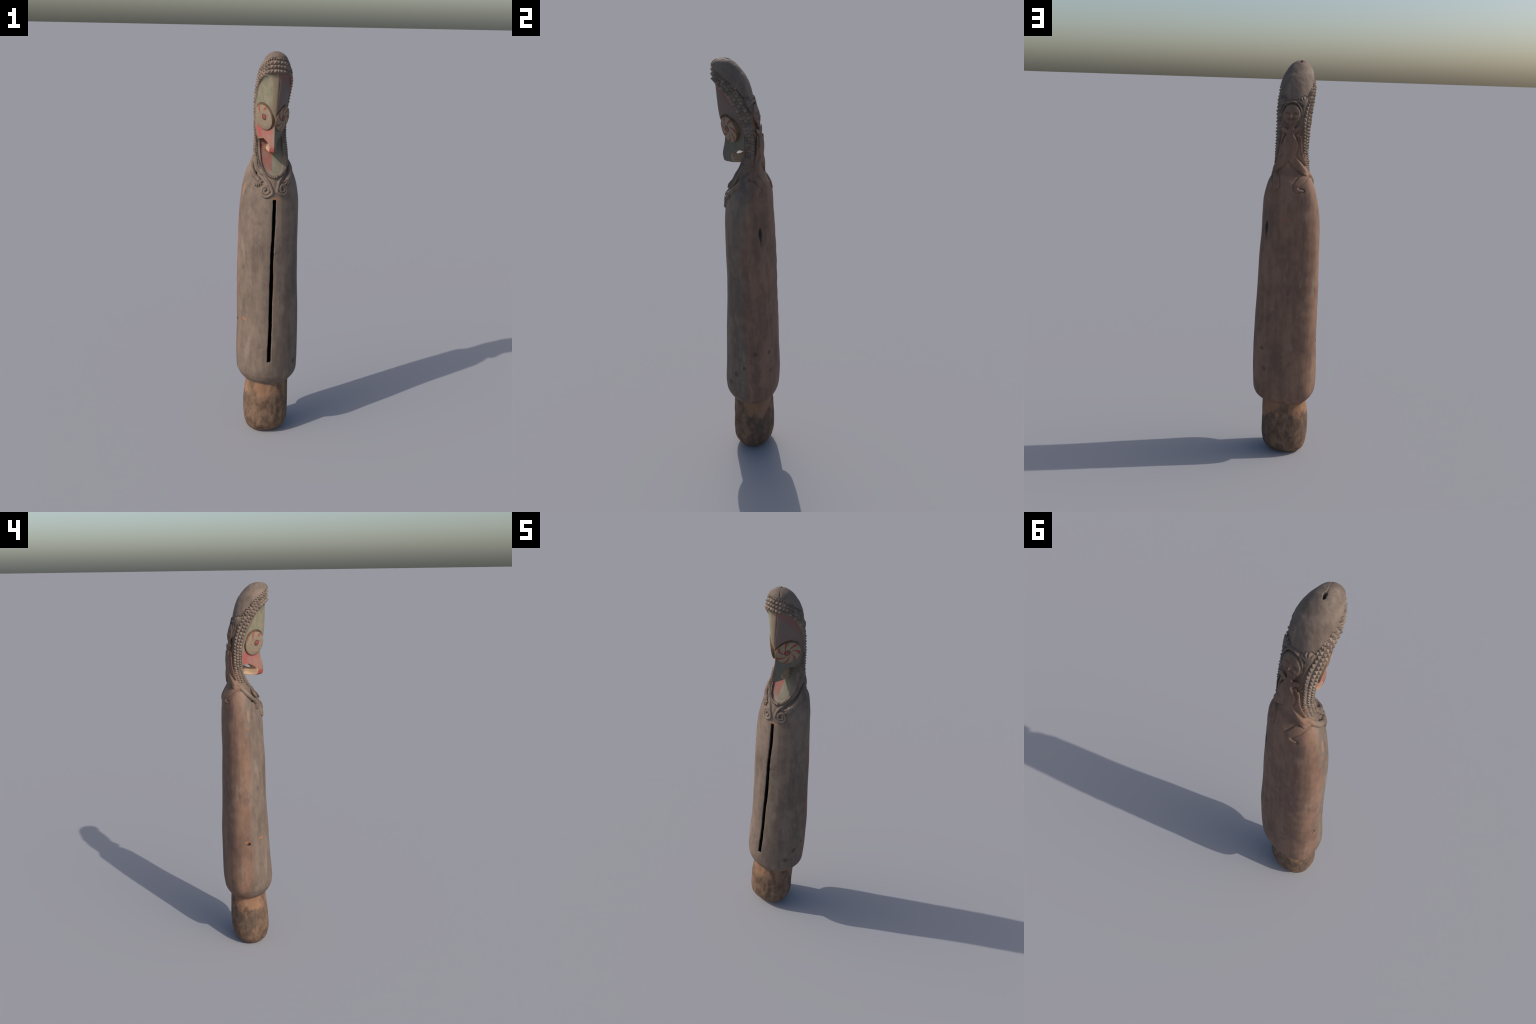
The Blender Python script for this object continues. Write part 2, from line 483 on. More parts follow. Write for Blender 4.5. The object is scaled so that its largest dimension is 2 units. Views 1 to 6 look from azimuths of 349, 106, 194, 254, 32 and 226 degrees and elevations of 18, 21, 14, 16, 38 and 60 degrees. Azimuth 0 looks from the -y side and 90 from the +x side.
def full_field(x, y, z, ix=None):
    """Everything carved. x, y, z broadcast; on a grid each op only touches its own box."""
    d = base_field(x, y, z)
    grid = d.ndim == 3
    zr = (float(np.min(z)), float(np.max(z)))
    if zr[1] > 1.37 and zr[0] < 1.85:
        if grid:
            h = figure_height(x[:, :, :], z)[:, 0, :][:, None, :]
        else:
            h = figure_height(x, z)
        d = d - h * np.clip((y - RELIEF_EDGE(z)[0] + .003) / .014, 0, 1)
    for kind, f, (lo, hi), k, nm in ops:
        if grid:
            sx = np.where((x[:, 0, 0] > lo[0]) & (x[:, 0, 0] < hi[0]))[0]
            sy = np.where((y[0, :, 0] > lo[1]) & (y[0, :, 0] < hi[1]))[0]
            sz = np.where((z[0, 0, :] > lo[2]) & (z[0, 0, :] < hi[2]))[0]
            if not len(sx) or not len(sy) or not len(sz):
                continue
            sl = np.s_[sx[0]:sx[-1] + 1, sy[0]:sy[-1] + 1, sz[0]:sz[-1] + 1]
            q = f(x[sl[0]], y[:, sl[1]], z[:, :, sl[2]]).astype(F)
            d[sl] = smin(d[sl], q, k) if kind == 'add' else smax(d[sl], -q, k)
        else:
            q = f(x, y, z)
            d = smin(d, q, k) if kind == 'add' else smax(d, -q, k)
    return d


# ------------------------------------------------------------------ one closed skin (surface nets)
def skin(xs, ys, zs):
    nx, ny, nz = len(xs), len(ys), len(zs)
    G = np.empty((nx, ny, nz), F)
    step = 64
    for k in range(0, nz, step):
        G[:, :, k:k + step] = full_field(xs[:, None, None], ys[None, :, None], zs[None, None, k:k + step])
    inside = G < 0
    cnt = np.zeros((nx - 1, ny - 1, nz - 1), np.uint8)
    for i in (0, 1):
        for j in (0, 1):
            for k in (0, 1):
                cnt += inside[i:nx - 1 + i, j:ny - 1 + j, k:nz - 1 + k]
    act = np.argwhere((cnt > 0) & (cnt < 8))
    vid = np.full((nx - 1, ny - 1, nz - 1), -1, np.int32)
    vid[act[:, 0], act[:, 1], act[:, 2]] = np.arange(len(act))
    acc = np.zeros((len(act), 3))
    num = np.zeros(len(act))
    axes = (xs, ys, zs)
    for ax in range(3):
        for o1 in (0, 1):
            for o2 in (0, 1):
                off = [0, 0, 0]
                others = [a for a in range(3) if a != ax]
                off[others[0]], off[others[1]] = o1, o2
                a = act + off
                b = a.copy()
                b[:, ax] += 1
                va = G[a[:, 0], a[:, 1], a[:, 2]]
                vb = G[b[:, 0], b[:, 1], b[:, 2]]
                m = (va < 0) != (vb < 0)
                t = np.where(m, va / np.where(m, va - vb, 1), 0)
                for c in range(3):
                    pa = axes[c][a[:, c]]
                    pb = axes[c][b[:, c]]
                    acc[:, c] += np.where(m, pa + t * (pb - pa), 0)
                num += m
    V = acc / num[:, None]
    quads = []
    for ax in range(3):
        o = [a for a in range(3) if a != ax]
        lo = [slice(None)] * 3
        hi = [slice(None)] * 3
        lo[ax], hi[ax] = slice(0, -1), slice(1, None)
        A, B = inside[tuple(lo)], inside[tuple(hi)]
        e = np.argwhere(A != B)
        e = e[(e[:, o[0]] > 0) & (e[:, o[1]] > 0) & (e[:, o[0]] < G.shape[o[0]] - 1) & (e[:, o[1]] < G.shape[o[1]] - 1)]
        flip = A[e[:, 0], e[:, 1], e[:, 2]]
        q = []
        for d1, d2 in ((0, 0), (-1, 0), (-1, -1), (0, -1)):
            c = e.copy()
            c[:, o[0]] += d1
            c[:, o[1]] += d2
            q.append(vid[c[:, 0], c[:, 1], c[:, 2]])
        q = np.stack(q, 1)
        if ax == 1:
            flip = ~flip
        q[~flip] = q[~flip][:, ::-1]
        quads.append(q)
    return V, np.vstack(quads)


def vertex_normals(V, Q):
    n = np.cross(V[Q[:, 2]] - V[Q[:, 0]], V[Q[:, 3]] - V[Q[:, 1]])
    N = np.zeros_like(V)
    for c in range(4):
        for a in range(3):
            N[:, a] += np.bincount(Q[:, c], n[:, a], len(V))
    return N / (np.linalg.norm(N, axis=1, keepdims=True) + 1e-12)


def lattice_noise(P, seed):
    """Smooth value noise in -1..1, seeded."""
    I = np.floor(P).astype(np.int64)
    f = P - I
    f = f * f * (3 - 2 * f)
    r = 0
    for i in (0, 1):
        for j in (0, 1):
            for k in (0, 1):
                h = (I[:, 0] + i) * 374761393 + (I[:, 1] + j) * 668265263 + (I[:, 2] + k) * 2147483647 + seed * 1274126177
                h = (h ^ (h >> 13)) * 1274126177
                h = ((h ^ (h >> 16)) & 0xffff) / 32767.5 - 1
                w = (f[:, 0] if i else 1 - f[:, 0]) * (f[:, 1] if j else 1 - f[:, 1]) * (f[:, 2] if k else 1 - f[:, 2])
                r = r + w * h
    return r

# ------------------------------------------------------------------ Blender side
import bpy
import bmesh
import random
from mathutils import Matrix, Vector

rng = random.Random(11)


def link(o, parent=None):
    bpy.context.scene.collection.objects.link(o)
    if parent is not None:
        o.parent = parent
    return o


# ---------------------------------------------------------------- materials
class Nodes:
    """Small wrapper that keeps node graphs readable."""

    def __init__(self, name):
        self.m = bpy.data.materials.new(name)
        self.m.use_nodes = True
        self.t = self.m.node_tree
        self.t.nodes.clear()
        self.out = self.t.nodes.new('ShaderNodeOutputMaterial')
        self.b = self.t.nodes.new('ShaderNodeBsdfPrincipled')
        self.t.links.new(self.b.outputs[0], self.out.inputs[0])
        self.co = self.t.nodes.new('ShaderNodeTexCoord').outputs['Object']
        self.b.inputs['Specular IOR Level'].default_value = .28
        s = self.t.nodes.new('ShaderNodeSeparateXYZ')
        self.t.links.new(self.co, s.inputs[0])
        self.x, self.y, self.z = s.outputs

    def put(self, sock, v):
        if hasattr(v, 'links'):
            self.t.links.new(v, sock)
        else:
            sock.default_value = v

    def math(self, op, a, b=0.0, c=None, clamp=False):
        n = self.t.nodes.new('ShaderNodeMath')
        n.operation = op
        n.use_clamp = clamp
        self.put(n.inputs[0], a)
        self.put(n.inputs[1], b)
        if c is not None:
            self.put(n.inputs[2], c)
        return n.outputs[0]

    def mapped(self, scale, loc=(0, 0, 0), rot=(0, 0, 0)):
        n = self.t.nodes.new('ShaderNodeMapping')
        n.inputs['Scale'].default_value = scale
        n.inputs['Location'].default_value = loc
        n.inputs['Rotation'].default_value = rot
        self.t.links.new(self.co, n.inputs[0])
        return n.outputs[0]

    def noise(self, scale=1.0, stretch=(1, 1, 1), detail=4, rough=.55, loc=(0, 0, 0), dist=0.0):
        n = self.t.nodes.new('ShaderNodeTexNoise')
        n.inputs['Scale'].default_value = scale
        n.inputs['Detail'].default_value = detail
        n.inputs['Roughness'].default_value = rough
        n.inputs['Distortion'].default_value = dist
        self.t.links.new(self.mapped(stretch, loc), n.inputs['Vector'])
        return n.outputs['Fac']

    def step(self, v, lo, hi):
        n = self.t.nodes.new('ShaderNodeMapRange')
        n.interpolation_type = 'SMOOTHSTEP'
        self.put(n.inputs['Value'], v)
        n.inputs['From Min'].default_value = lo
        n.inputs['From Max'].default_value = hi
        return n.outputs['Result']

    def mix(self, f, a, b, mode='MIX'):
        n = self.t.nodes.new('ShaderNodeMix')
        n.data_type = 'RGBA'
        n.blend_type = mode
        self.put(n.inputs[0], f)
        for s, v in ((n.inputs[6], a), (n.inputs[7], b)):
            if hasattr(v, 'links'):
                self.t.links.new(v, s)
            else:
                s.default_value = (*v, 1)
        return n.outputs[2]

    def spot(self, c, r, soft=.5, wobble=None):
        """1 inside an ellipsoid patch round point c."""
        n = self.t.nodes.new('ShaderNodeVectorMath')
        n.operation = 'SUBTRACT'
        self.t.links.new(self.co, n.inputs[0])
        n.inputs[1].default_value = c
        m = self.t.nodes.new('ShaderNodeVectorMath')
        m.operation = 'DIVIDE'
        self.t.links.new(n.outputs[0], m.inputs[0])
        m.inputs[1].default_value = r
        l = self.t.nodes.new('ShaderNodeVectorMath')
        l.operation = 'LENGTH'
        self.t.links.new(m.outputs[0], l.inputs[0])
        v = l.outputs['Value']
        if wobble is not None:
            v = self.math('ADD', v, self.math('MULTIPLY', self.math('SUBTRACT', wobble, .5), 1.6))
        return self.step(v, 1.0 + soft * .5, 1.0 - soft * .5)

    def bump(self, h, strength, dist=.002):
        n = self.t.nodes.new('ShaderNodeBump')
        n.inputs['Strength'].default_value = strength
        n.inputs['Distance'].default_value = dist
        self.t.links.new(h, n.inputs['Height'])
        self.t.links.new(n.outputs[0], self.b.inputs['Normal'])

    def finish(self, col, rough=.75):
        self.put(self.b.inputs['Base Color'], col if hasattr(col, 'links') else (*col, 1))
        self.put(self.b.inputs['Roughness'], rough)
        return self.m


def wood_colour(n, studs=False):
    """Weathered grey front, browner back, streaks along the log, raw orange scuffs."""
    grey_l, grey_d = (.205, .152, .116), (.128, .094, .073)
    brown_l, brown_d = (.238, .136, .090), (.145, .085, .060)
    streak = n.noise(1, (38, 38, 2.6), 5, .6)
    blot = n.noise(1, (11, 11, 5.5), 5, .65, (3, 1, 2), .3)
    mott = n.noise(1, (34, 34, 22), 4, .65, (1, 7, 3))
    fine = n.noise(1, (170, 170, 22), 3, .6, (1, 5, 2))
    tone = n.math('ADD', n.math('MULTIPLY', streak, .28), n.math('MULTIPLY', blot, .47))
    tone = n.math('ADD', tone, n.math('MULTIPLY', mott, .25))
    grey = n.mix(n.step(tone, .38, .62), grey_d, grey_l)
    brown = n.mix(n.step(tone, .38, .62), brown_d, brown_l)
    # which side of the log has kept its brown: the back half, wandering with height
    side = n.math('ADD', n.y, n.math('MULTIPLY', n.math('SUBTRACT', n.noise(1, (7, 7, 3.0), 4, .6, (7, 2, 1)), .5), .12))
    head_shift = n.math('MULTIPLY', n.step(n.z, 1.15, 1.40), -.030)
    head_shift = n.math('ADD', head_shift, n.math('MULTIPLY', n.step(n.z, 1.50, 1.85), -.025))
    back = n.step(n.math('ADD', side, head_shift), .004, .040)
    col = n.mix(n.math('MULTIPLY', back, .9), grey, brown)
    # bluish purple bloom and blackened patches
    bloom = n.step(n.noise(1, (16, 16, 7), 4, .65, (4, 8, 1)), .57, .70)
    col = n.mix(n.math('MULTIPLY', bloom, .45), col, (.080, .060, .056))
    pale = n.step(n.noise(1, (20, 20, 6), 4, .6, (9, 3, 6)), .58, .72)
    col = n.mix(n.math('MULTIPLY', pale, .5), col, (.270, .203, .156))
    # raw orange scuffs
    scuff = n.step(n.noise(1, (60, 60, 34), 3, .6, (2, 2, 9)), .70, .76)
    col = n.mix(n.math('MULTIPLY', scuff, .55), col, (.33, .14, .062))
    col = n.mix(n.math('MULTIPLY', n.step(fine, .35, .25), .35), col, (.06, .045, .037))
    return col, streak, fine


def make_wood(name):
    n = Nodes(name)
    col, streak, fine = wood_colour(n)
    wob = n.noise(1, (40, 40, 18), 3, .6, (5, 5, 5))
    marks = [((.095, .098, 1.210), (.011, .014, .030), (.012, .012, .013), .95),      # black burn
             ((.094, .099, 1.172), (.004, .008, .022), (.025, .022, .020), .6),
             ((-.163, .032, .635), (.02, .009, .009), (.02, .012, .01), .9),          # knot hole
             ((-.163, .037, .646), (.03, .018, .007), (.34, .15, .06), .5),
             ((-.138, -.041, .659), (.03, .015, .006), (.36, .14, .05), .7),
             ((.120, .103, .685), (.010, .014, .012), (.13, .10, .055), .7),
             ((.095, .119, .595), (.012, .014, .010), (.050, .034, .028), .6),
             ((.159, .007, .525), (.012, .009, .011), (.055, .040, .032), .65),
             ((.147, -.038, .480), (.02, .012, .014), (.055, .040, .032), .65),
             ((.122, -.081, .421), (.02, .010, .012), (.060, .044, .035), .6),
             ((.080, .124, .486), (.010, .02, .011), (.065, .043, .034), .5),
             ((.153, .064, .605), (.02, .010, .010), (.055, .036, .030), .6),
             ((-.128, .020, 1.335), (.03, .008, .034), (.30, .175, .11), .6),
             ((-.135, .030, 1.270), (.03, .012, .014), (.28, .135, .075), .6),
             ((.0, .130, 1.26), (.035, .03, .012), (.28, .11, .06), .3),
             ((.006, -.085, 1.302), (.022, .02, .010), (.36, .17, .075), .6)]
    for c, r, k, a in marks:
        col = n.mix(n.math('MULTIPLY', n.spot(c, r, .6, wob), a), col, k)
    n.bump(n.math('ADD', n.math('MULTIPLY', streak, .7), n.math('MULTIPLY', fine, .5)), .35, .0022)
    return n.finish(col, n.math('ADD', .58, n.math('MULTIPLY', fine, .3)))


def make_stud_wood():
    n = Nodes('stud_wood')
    col, streak, fine = wood_colour(n)
    g = n.t.nodes.new('ShaderNodeNewGeometry')
    info = n.t.nodes.new('ShaderNodeObjectInfo')
    tip = n.t.nodes.new('ShaderNodeTexCoord').outputs['Generated']
    s = n.t.nodes.new('ShaderNodeSeparateXYZ')
    n.t.links.new(tip, s.inputs[0])
    worn = n.math('MULTIPLY', n.step(s.outputs[2], .55, .95), n.step(info.outputs['Random'], .62, .95))
    shade = n.math('ADD', .82, n.math('MULTIPLY', info.outputs['Random'], .36))
    base = n.mix(info.outputs['Random'], (.150, .112, .086), (.250, .190, .148))
    col = n.mix(n.math('MULTIPLY', worn, .4), base, (.36, .165, .085))
    n.bump(n.noise(1, (150, 150, 150), 3, .6), .25, .001)
    return n.finish(col, .72)


def make_tenon():
    n = Nodes('raw_tenon_wood')
    blot = n.noise(1, (16, 16, 9), 5, .65, (1, 3, 7), .4)
    streak = n.noise(1, (60, 60, 7), 4, .6)
    mott = n.noise(1, (30, 30, 20), 5, .65, (4, 4, 4))
    col = n.mix(n.step(mott, .36, .64), (.100, .060, .038), (.190, .118, .076))
    col = n.mix(n.math('MULTIPLY', n.step(streak, .52, .70), .5), col, (.225, .140, .090))
    edge = n.math('ADD', n.z, n.math('MULTIPLY', n.math('SUBTRACT', n.noise(1, (38, 38, 16), 4, .65, (2, 2, 2)), .5), .16))
    raw = n.math('MULTIPLY', n.step(edge, .215, .232), n.step(n.noise(1, (12, 12, 7), 3, .55, (6, 1, 3)), .40, .56))
    rim = n.step(n.math('ADD', n.z, n.math('MULTIPLY', n.math('SUBTRACT', mott, .5), .06)), .024, .010)
    raw = n.math('MAXIMUM', raw, n.math('MULTIPLY', rim, .7))
    col = n.mix(n.math('MULTIPLY', raw, .6), col, (.315, .165, .092))
    soil = n.math('MULTIPLY', n.step(blot, .45, .58), n.step(edge, .225, .20))
    soil = n.math('MULTIPLY', soil, n.step(n.y, -.10, .02))
    col = n.mix(n.math('MULTIPLY', soil, .62), col, (.080, .059, .046))
    mold = n.step(n.noise(1, (50, 50, 26), 4, .7, (8, 8, 1)), .60, .68)
    col = n.mix(n.math('MULTIPLY', mold, .4), col, (.31, .20, .10))
    n.bump(n.math('ADD', streak, blot), .5, .003)
    return n.finish(col, .85)


GREEN = (.192, .177, .118)
DARK_GREEN = (.155, .143, .110)
PINK = (.37, .085, .083)
MAUVE = (.168, .116, .098)
TAN = (.300, .215, .145)


def make_face_paint():
    n = Nodes('face_paint')
    grain = n.noise(1, (120, 120, 10), 4, .6)
    wob = n.noise(1, (26, 26, 12), 4, .6, (3, 3, 3))
    wear = n.noise(1, (45, 45, 22), 4, .65, (6, 2, 2))
    right = n.step(n.math('ADD', n.x, n.math('MULTIPLY', n.math('SUBTRACT', wob, .5), .012)), -.004, .001)
    low = n.step(n.math('ADD', n.z, n.math('MULTIPLY', n.math('SUBTRACT', wob, .5), .03)), 1.668, 1.652)
    green = n.mix(n.step(wear, .40, .66), GREEN, (.250, .215, .145))
    mauve = n.mix(n.step(wear, .42, .62), MAUVE, (.150, .122, .106))
    # red line left along the ridge and the hairline on the mauve half
    near = n.math('MULTIPLY', n.step(n.x, .010, .002), n.step(n.noise(1, (30, 30, 14), 3, .6, (1, 1, 4)), .40, .56))
    hair = n.step(n.math('SUBTRACT', n.z, n.math('MULTIPLY', n.math('ADD', n.y, .11), -.95)), 1.862, 1.888)
    mauve = n.mix(n.math('MULTIPLY', n.math('MAXIMUM', near, hair), .32), mauve, (.24, .052, .045))
    top = n.mix(right, green, mauve)
    # lower left cheek pink and worn to wood by the ridge, lower right dull green
    pk = n.mix(n.step(wear, .44, .62), PINK, (.255, .148, .113))
    fade = n.step(n.math('ADD', n.y, n.math('MULTIPLY', n.math('SUBTRACT', wob, .5), .06)), -.052, -.078)
    pk = n.mix(n.math('MULTIPLY', fade, .75), pk, (.215, .145, .102))
    tip = n.step(n.math('ADD', n.z, n.math('MULTIPLY', n.math('SUBTRACT', wob, .5), .02)), 1.562, 1.548)
    pk = n.mix(tip, pk, (.26, .055, .046))
    gd = n.mix(n.step(wear, .40, .65), DARK_GREEN, (.135, .120, .092))
    bottom = n.mix(n.step(n.math('ADD', n.x, n.math('MULTIPLY', n.math('SUBTRACT', wob, .5), .006)), -.0125, -.0095), pk, gd)
    col = n.mix(low, top, bottom)
    # wood showing along the ridge
    ridge = n.math('MULTIPLY', n.step(n.math('ABSOLUTE', n.math('ADD', n.x, .016)), .016, .004), n.step(n.y, -.085, -.098))
    ridge = n.math('MULTIPLY', ridge, n.step(n.z, 1.60, 1.68))
    col = n.mix(n.math('MULTIPLY', ridge, .75), col, (.205, .150, .098))
    col = n.mix(n.math('MULTIPLY', n.step(grain, .40, .28), .35), col, (.10, .08, .06))
    n.bump(grain, .25, .0015)
    return n.finish(col, .72)


def make_mouth_paint():
    n = Nodes('mouth_paint')
    grain = n.noise(1, (110, 110, 12), 4, .6)
    wob = n.noise(1, (30, 30, 12), 4, .6, (2, 3, 3))
    wear = n.noise(1, (32, 32, 18), 4, .65, (6, 2, 8))
    right = n.step(n.math('ADD', n.x, n.math('MULTIPLY', n.math('SUBTRACT', wob, .5), .012)), -.008, -.004)
    red = n.mix(n.step(wear, .40, .64), (.215, .080, .062), (.190, .115, .092))
    red = n.mix(n.step(n.math('ADD', n.z, n.math('MULTIPLY', wob, .05)), 1.475, 1.445), red, (.215, .155, .124))
    bright = n.math('MULTIPLY', n.step(n.x, -.030, -.012), n.step(n.z, 1.462, 1.485))
    red = n.mix(n.math('MULTIPLY', bright, .6), red, (.28, .075, .062))
    grn = n.mix(n.step(wear, .42, .66), (.172, .160, .110), (.210, .178, .130))
    col = n.mix(right, red, grn)
    n.bump(grain, .25, .0015)
    return n.finish(col, .72)


def make_plain(name, a, b, scale=(60, 60, 14), rough=.8):
    n = Nodes(name)
    g = n.noise(1, scale, 4, .6)
    n.bump(g, .3, .0015)
    return n.finish(n.mix(n.step(g, .35, .65), a, b), rough)


def make_eye_paint(name, red_keep, wear_amt, shift, red_a, red_b, green_amt):
    """Pinwheel of red and green blades on a pale disc; coordinates are the disc's own."""
    n = Nodes(name)
    ang = n.math('ARCTAN2', n.y, n.x)
    r = n.math('SQRT', n.math('ADD', n.math('MULTIPLY', n.x, n.x), n.math('MULTIPLY', n.y, n.y)))
    wob = n.noise(1, (30, 30, 30), 3, .6)
    swirl = n.math('ADD', ang, n.math('MULTIPLY', r, shift))
    swirl = n.math('ADD', swirl, n.math('MULTIPLY', n.math('SUBTRACT', wob, .5), .5))
    turn = n.math('MULTIPLY', n.math('ADD', swirl, math.pi), 7 / (2 * math.pi))
    fr = n.math('FRACT', turn)
    grain = n.noise(1, (25, 110, 25), 3, .5)
    wear = n.noise(1, (28, 28, 28), 4, .6, (4, 2, 1))
    pale = n.mix(n.step(grain, .30, .70), (.245, .185, .132), (.285, .220, .158))
    green = n.mix(wear, (.190, .175, .082), (.245, .220, .112))
    redc = n.mix(wear, red_a, red_b)
    wide = n.step(r, .012, .058)
    red_w = n.math('ADD', .16, n.math('MULTIPLY', wide, .20))
    redm = n.step(n.math('SUBTRACT', n.math('ABSOLUTE', n.math('SUBTRACT', fr, .5)), n.math('MULTIPLY', red_w, .5)), .03, -.03)
    grm = n.step(n.math('ABSOLUTE', n.math('SUBTRACT', fr, .13)), .17, .12)
    col = n.mix(n.math('MULTIPLY', grm, green_amt), pale, green)
    keep = n.step(n.math('ADD', wear, n.math('MULTIPLY', n.y, wear_amt)), red_keep, red_keep + .12)
    col = n.mix(n.math('MULTIPLY', redm, keep), col, redc)
    rim = n.step(r, .0555, .0605)
    col = n.mix(n.math('MULTIPLY', rim, .7), col, (.20, .13, .085))
    n.bump(grain, .2, .001)
    return n.finish(col, .7)


WOOD = make_wood('weathered_wood')
STUD = make_stud_wood()
TENON_WOOD = make_tenon()
FACE_PAINT = make_face_paint()
MOUTH_PAINT = make_mouth_paint()
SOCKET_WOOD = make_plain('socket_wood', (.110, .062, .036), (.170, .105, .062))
NOSTRIL_WOOD = make_plain('bare_nostril_wood', (.30, .185, .110), (.45, .31, .20), (40, 14, 40))
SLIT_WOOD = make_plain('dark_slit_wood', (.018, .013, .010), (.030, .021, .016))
PUPIL_RED = make_plain('pupil_paint', (.30, .050, .042), (.35, .065, .052), (90, 90, 90), .65)
RING_BLACK = make_plain('pupil_ring_paint', (.045, .042, .040), (.075, .068, .062), (90, 90, 90), .7)

# ---------------------------------------------------------------- the skin, cut into named parts
drum = bpy.data.objects.new('slit_drum', None)
link(drum)
drum['label'] = 'tall carved wooden slit drum with studded head and disc eyes'
drum['category'] = 'carved drum'

xs = np.arange(-.176, .170, .0018, dtype=F)
ys = np.arange(-.146, .152, .0018, dtype=F)
zs = np.concatenate([np.arange(-.02, 1.28, .005), np.arange(1.28, 2.012, .0018)]).astype(F)
V, Q = skin(xs, ys, zs)
C = V[Q].mean(1)
cx_, cy_, cz_ = (C[:, i].astype(F) for i in range(3))

names = ['torso', 'tenon', 'slit_lining', 'neck', 'head', 'face', 'nose', 'nostril', 'mouth', 'eye_socket',
         'beard_band', 'beard_spiral', 'beard_spiral.001', 'arm', 'arm.001', 'hand', 'hand.001'] + list(FIGURE)
index = {n: i for i, n in enumerate(names)}
lab = np.full(len(Q), index['torso'])
lab[(cz_ < .315) & (ellipse_section(cx_, cy_, *TENON(cz_), 2.3) < .0015)] = index['tenon']
tor = torso_section(cx_, cy_, cz_)
up = (cz_ > 1.39) & ((tor > .0035) | (cz_ > 1.49))
lab[up] = index['neck']
lab[up & (cz_ > 1.60)] = index['head']
band = jaw_edge(cx_, cz_)
painted = (np.abs(face_field(cx_, cy_, cz_)) < .004) & (cy_ < band + .004) & (cz_ > 1.528) & (cz_ < 1.9) & (hull_field(cx_, cy_, cz_) < .002 + 100 * (cz_ < 1.89))
edge_face = painted & (cy_ < band - .0012 - .012 * (cz_ < 1.598))
lab[edge_face] = index['face']
lab[edge_face & (cz_ < 1.635)] = index['nose']
pan = (u_shape(cx_, cz_, .0535, 1.4135, .072) < -.0012) & (cy_ > band + .002) & (cy_ < band + .04) & (cz_ < 1.625) & (cz_ > 1.405) & (nostril(cx_, cy_, cz_) < .004)
pan |= (u_shape(cx_, cz_, .0535, 1.4135, .072) < -.0012) & (cy_ > band + .002) & (cy_ < band + .04) & (cz_ < 1.54) & (cz_ > 1.405)

lab[(np.abs(nostril(cx_, cy_, cz_)) < .0025) & (face_field(cx_, cy_, cz_) < .002) & (cz_ > 1.525) & (cz_ < 1.63) & (cy_ < band - .003)] = index['nostril']
lab[pan & (cy_ > band + PANEL_DEPTH(cz_)[0] - .003)] = index['mouth']
lab[pan & (cz_ < 1.45)] = index['mouth']
# relief figure
ontop = (cy_ > RELIEF_EDGE(cz_)[0] - .003) & ((cz_ > 1.63) | (cy_ > .05))
best = np.full(len(Q), .0008)
for nm, parts in FIGURE.items():
    sel = np.where(ontop & (cz_ > 1.37) & (cz_ < 1.85))[0]
    for f, _ in parts:
        d = f(cx_[sel], cz_[sel])
        m = d < best[sel]
        best[sel[m]] = d[m]
        lab[sel[m]] = index[nm]
# carved additions and cuts
for kind, f, (lo, hi), k, nm in ops:
    sel = np.where(((C > lo) & (C < hi)).all(1))[0]
    if not len(sel) or nm in ('crack', 'crown_hole', 'arm_gap'):
        continue
    d = f(cx_[sel], cy_[sel], cz_[sel])
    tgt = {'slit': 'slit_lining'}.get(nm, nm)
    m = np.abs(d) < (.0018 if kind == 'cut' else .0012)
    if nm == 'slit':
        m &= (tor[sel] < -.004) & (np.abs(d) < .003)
    if kind == 'cut' and nm != 'slit':
        m &= (lab[sel] != index['mouth'])
    lab[sel[m]] = index[tgt]
# majority filter so part borders are clean
for _ in range(3):
    vote = np.zeros((len(V), len(names)), np.int16)
    for c in range(4):
        np.add.at(vote, (Q[:, c], lab), 1)
    score = vote[Q].sum(1)
    score[np.arange(len(Q)), lab] += 1
    lab = score.argmax(1)

# ---------------------------------------------------------------- tool marks, lumps and checks in the skin
N = vertex_normals(V, Q)
x, y, z = V.T
body = np.clip((1.40 - z) / .05, 0, 1) * np.clip((z - .30) / .03, 0, 1)
foot = np.clip((.29 - z) / .02, 0, 1)
cap = np.clip((z - 1.84) / .03, 0, 1)
ang = np.arctan2(y - .01, x)
P = np.stack([x * 10, y * 10, z * 4.5], 1)
d = body * (.0021 * lattice_noise(P, 3) + .0011 * lattice_noise(P * 2.3, 5) + .0010 * np.sin(z * 75 + 2 * lattice_noise(P, 21)) * np.exp(-((ang - 2.5) / .7) ** 2) * np.exp(-((z - .95) / .28) ** 2) + .00035 * lattice_noise(np.stack([x * 70, y * 70, z * 9], 1), 7))
d += foot * (.0022 * lattice_noise(np.stack([x * 18, y * 18, z * 12], 1), 9) + .0010 * lattice_noise(np.stack([x * 55, y * 55, z * 30], 1), 10)) * np.clip(z / .03, .25, 1)
d += cap * (.0009 * lattice_noise(np.stack([x, y, z], 1) * 40, 12) + .0006 * lattice_noise(np.stack([x, y, z], 1) * 90, 13))
keep = np.ones(len(V), bool)
slit_v = np.zeros(len(V), bool)
slit_v[Q[lab == index['slit_lining']]] = True
d[slit_v] *= .2


def dent(c, r, depth):
    c, r = np.array(c), np.array(r)
    return -depth * np.exp(-(((V - c) / r) ** 2).sum(1))


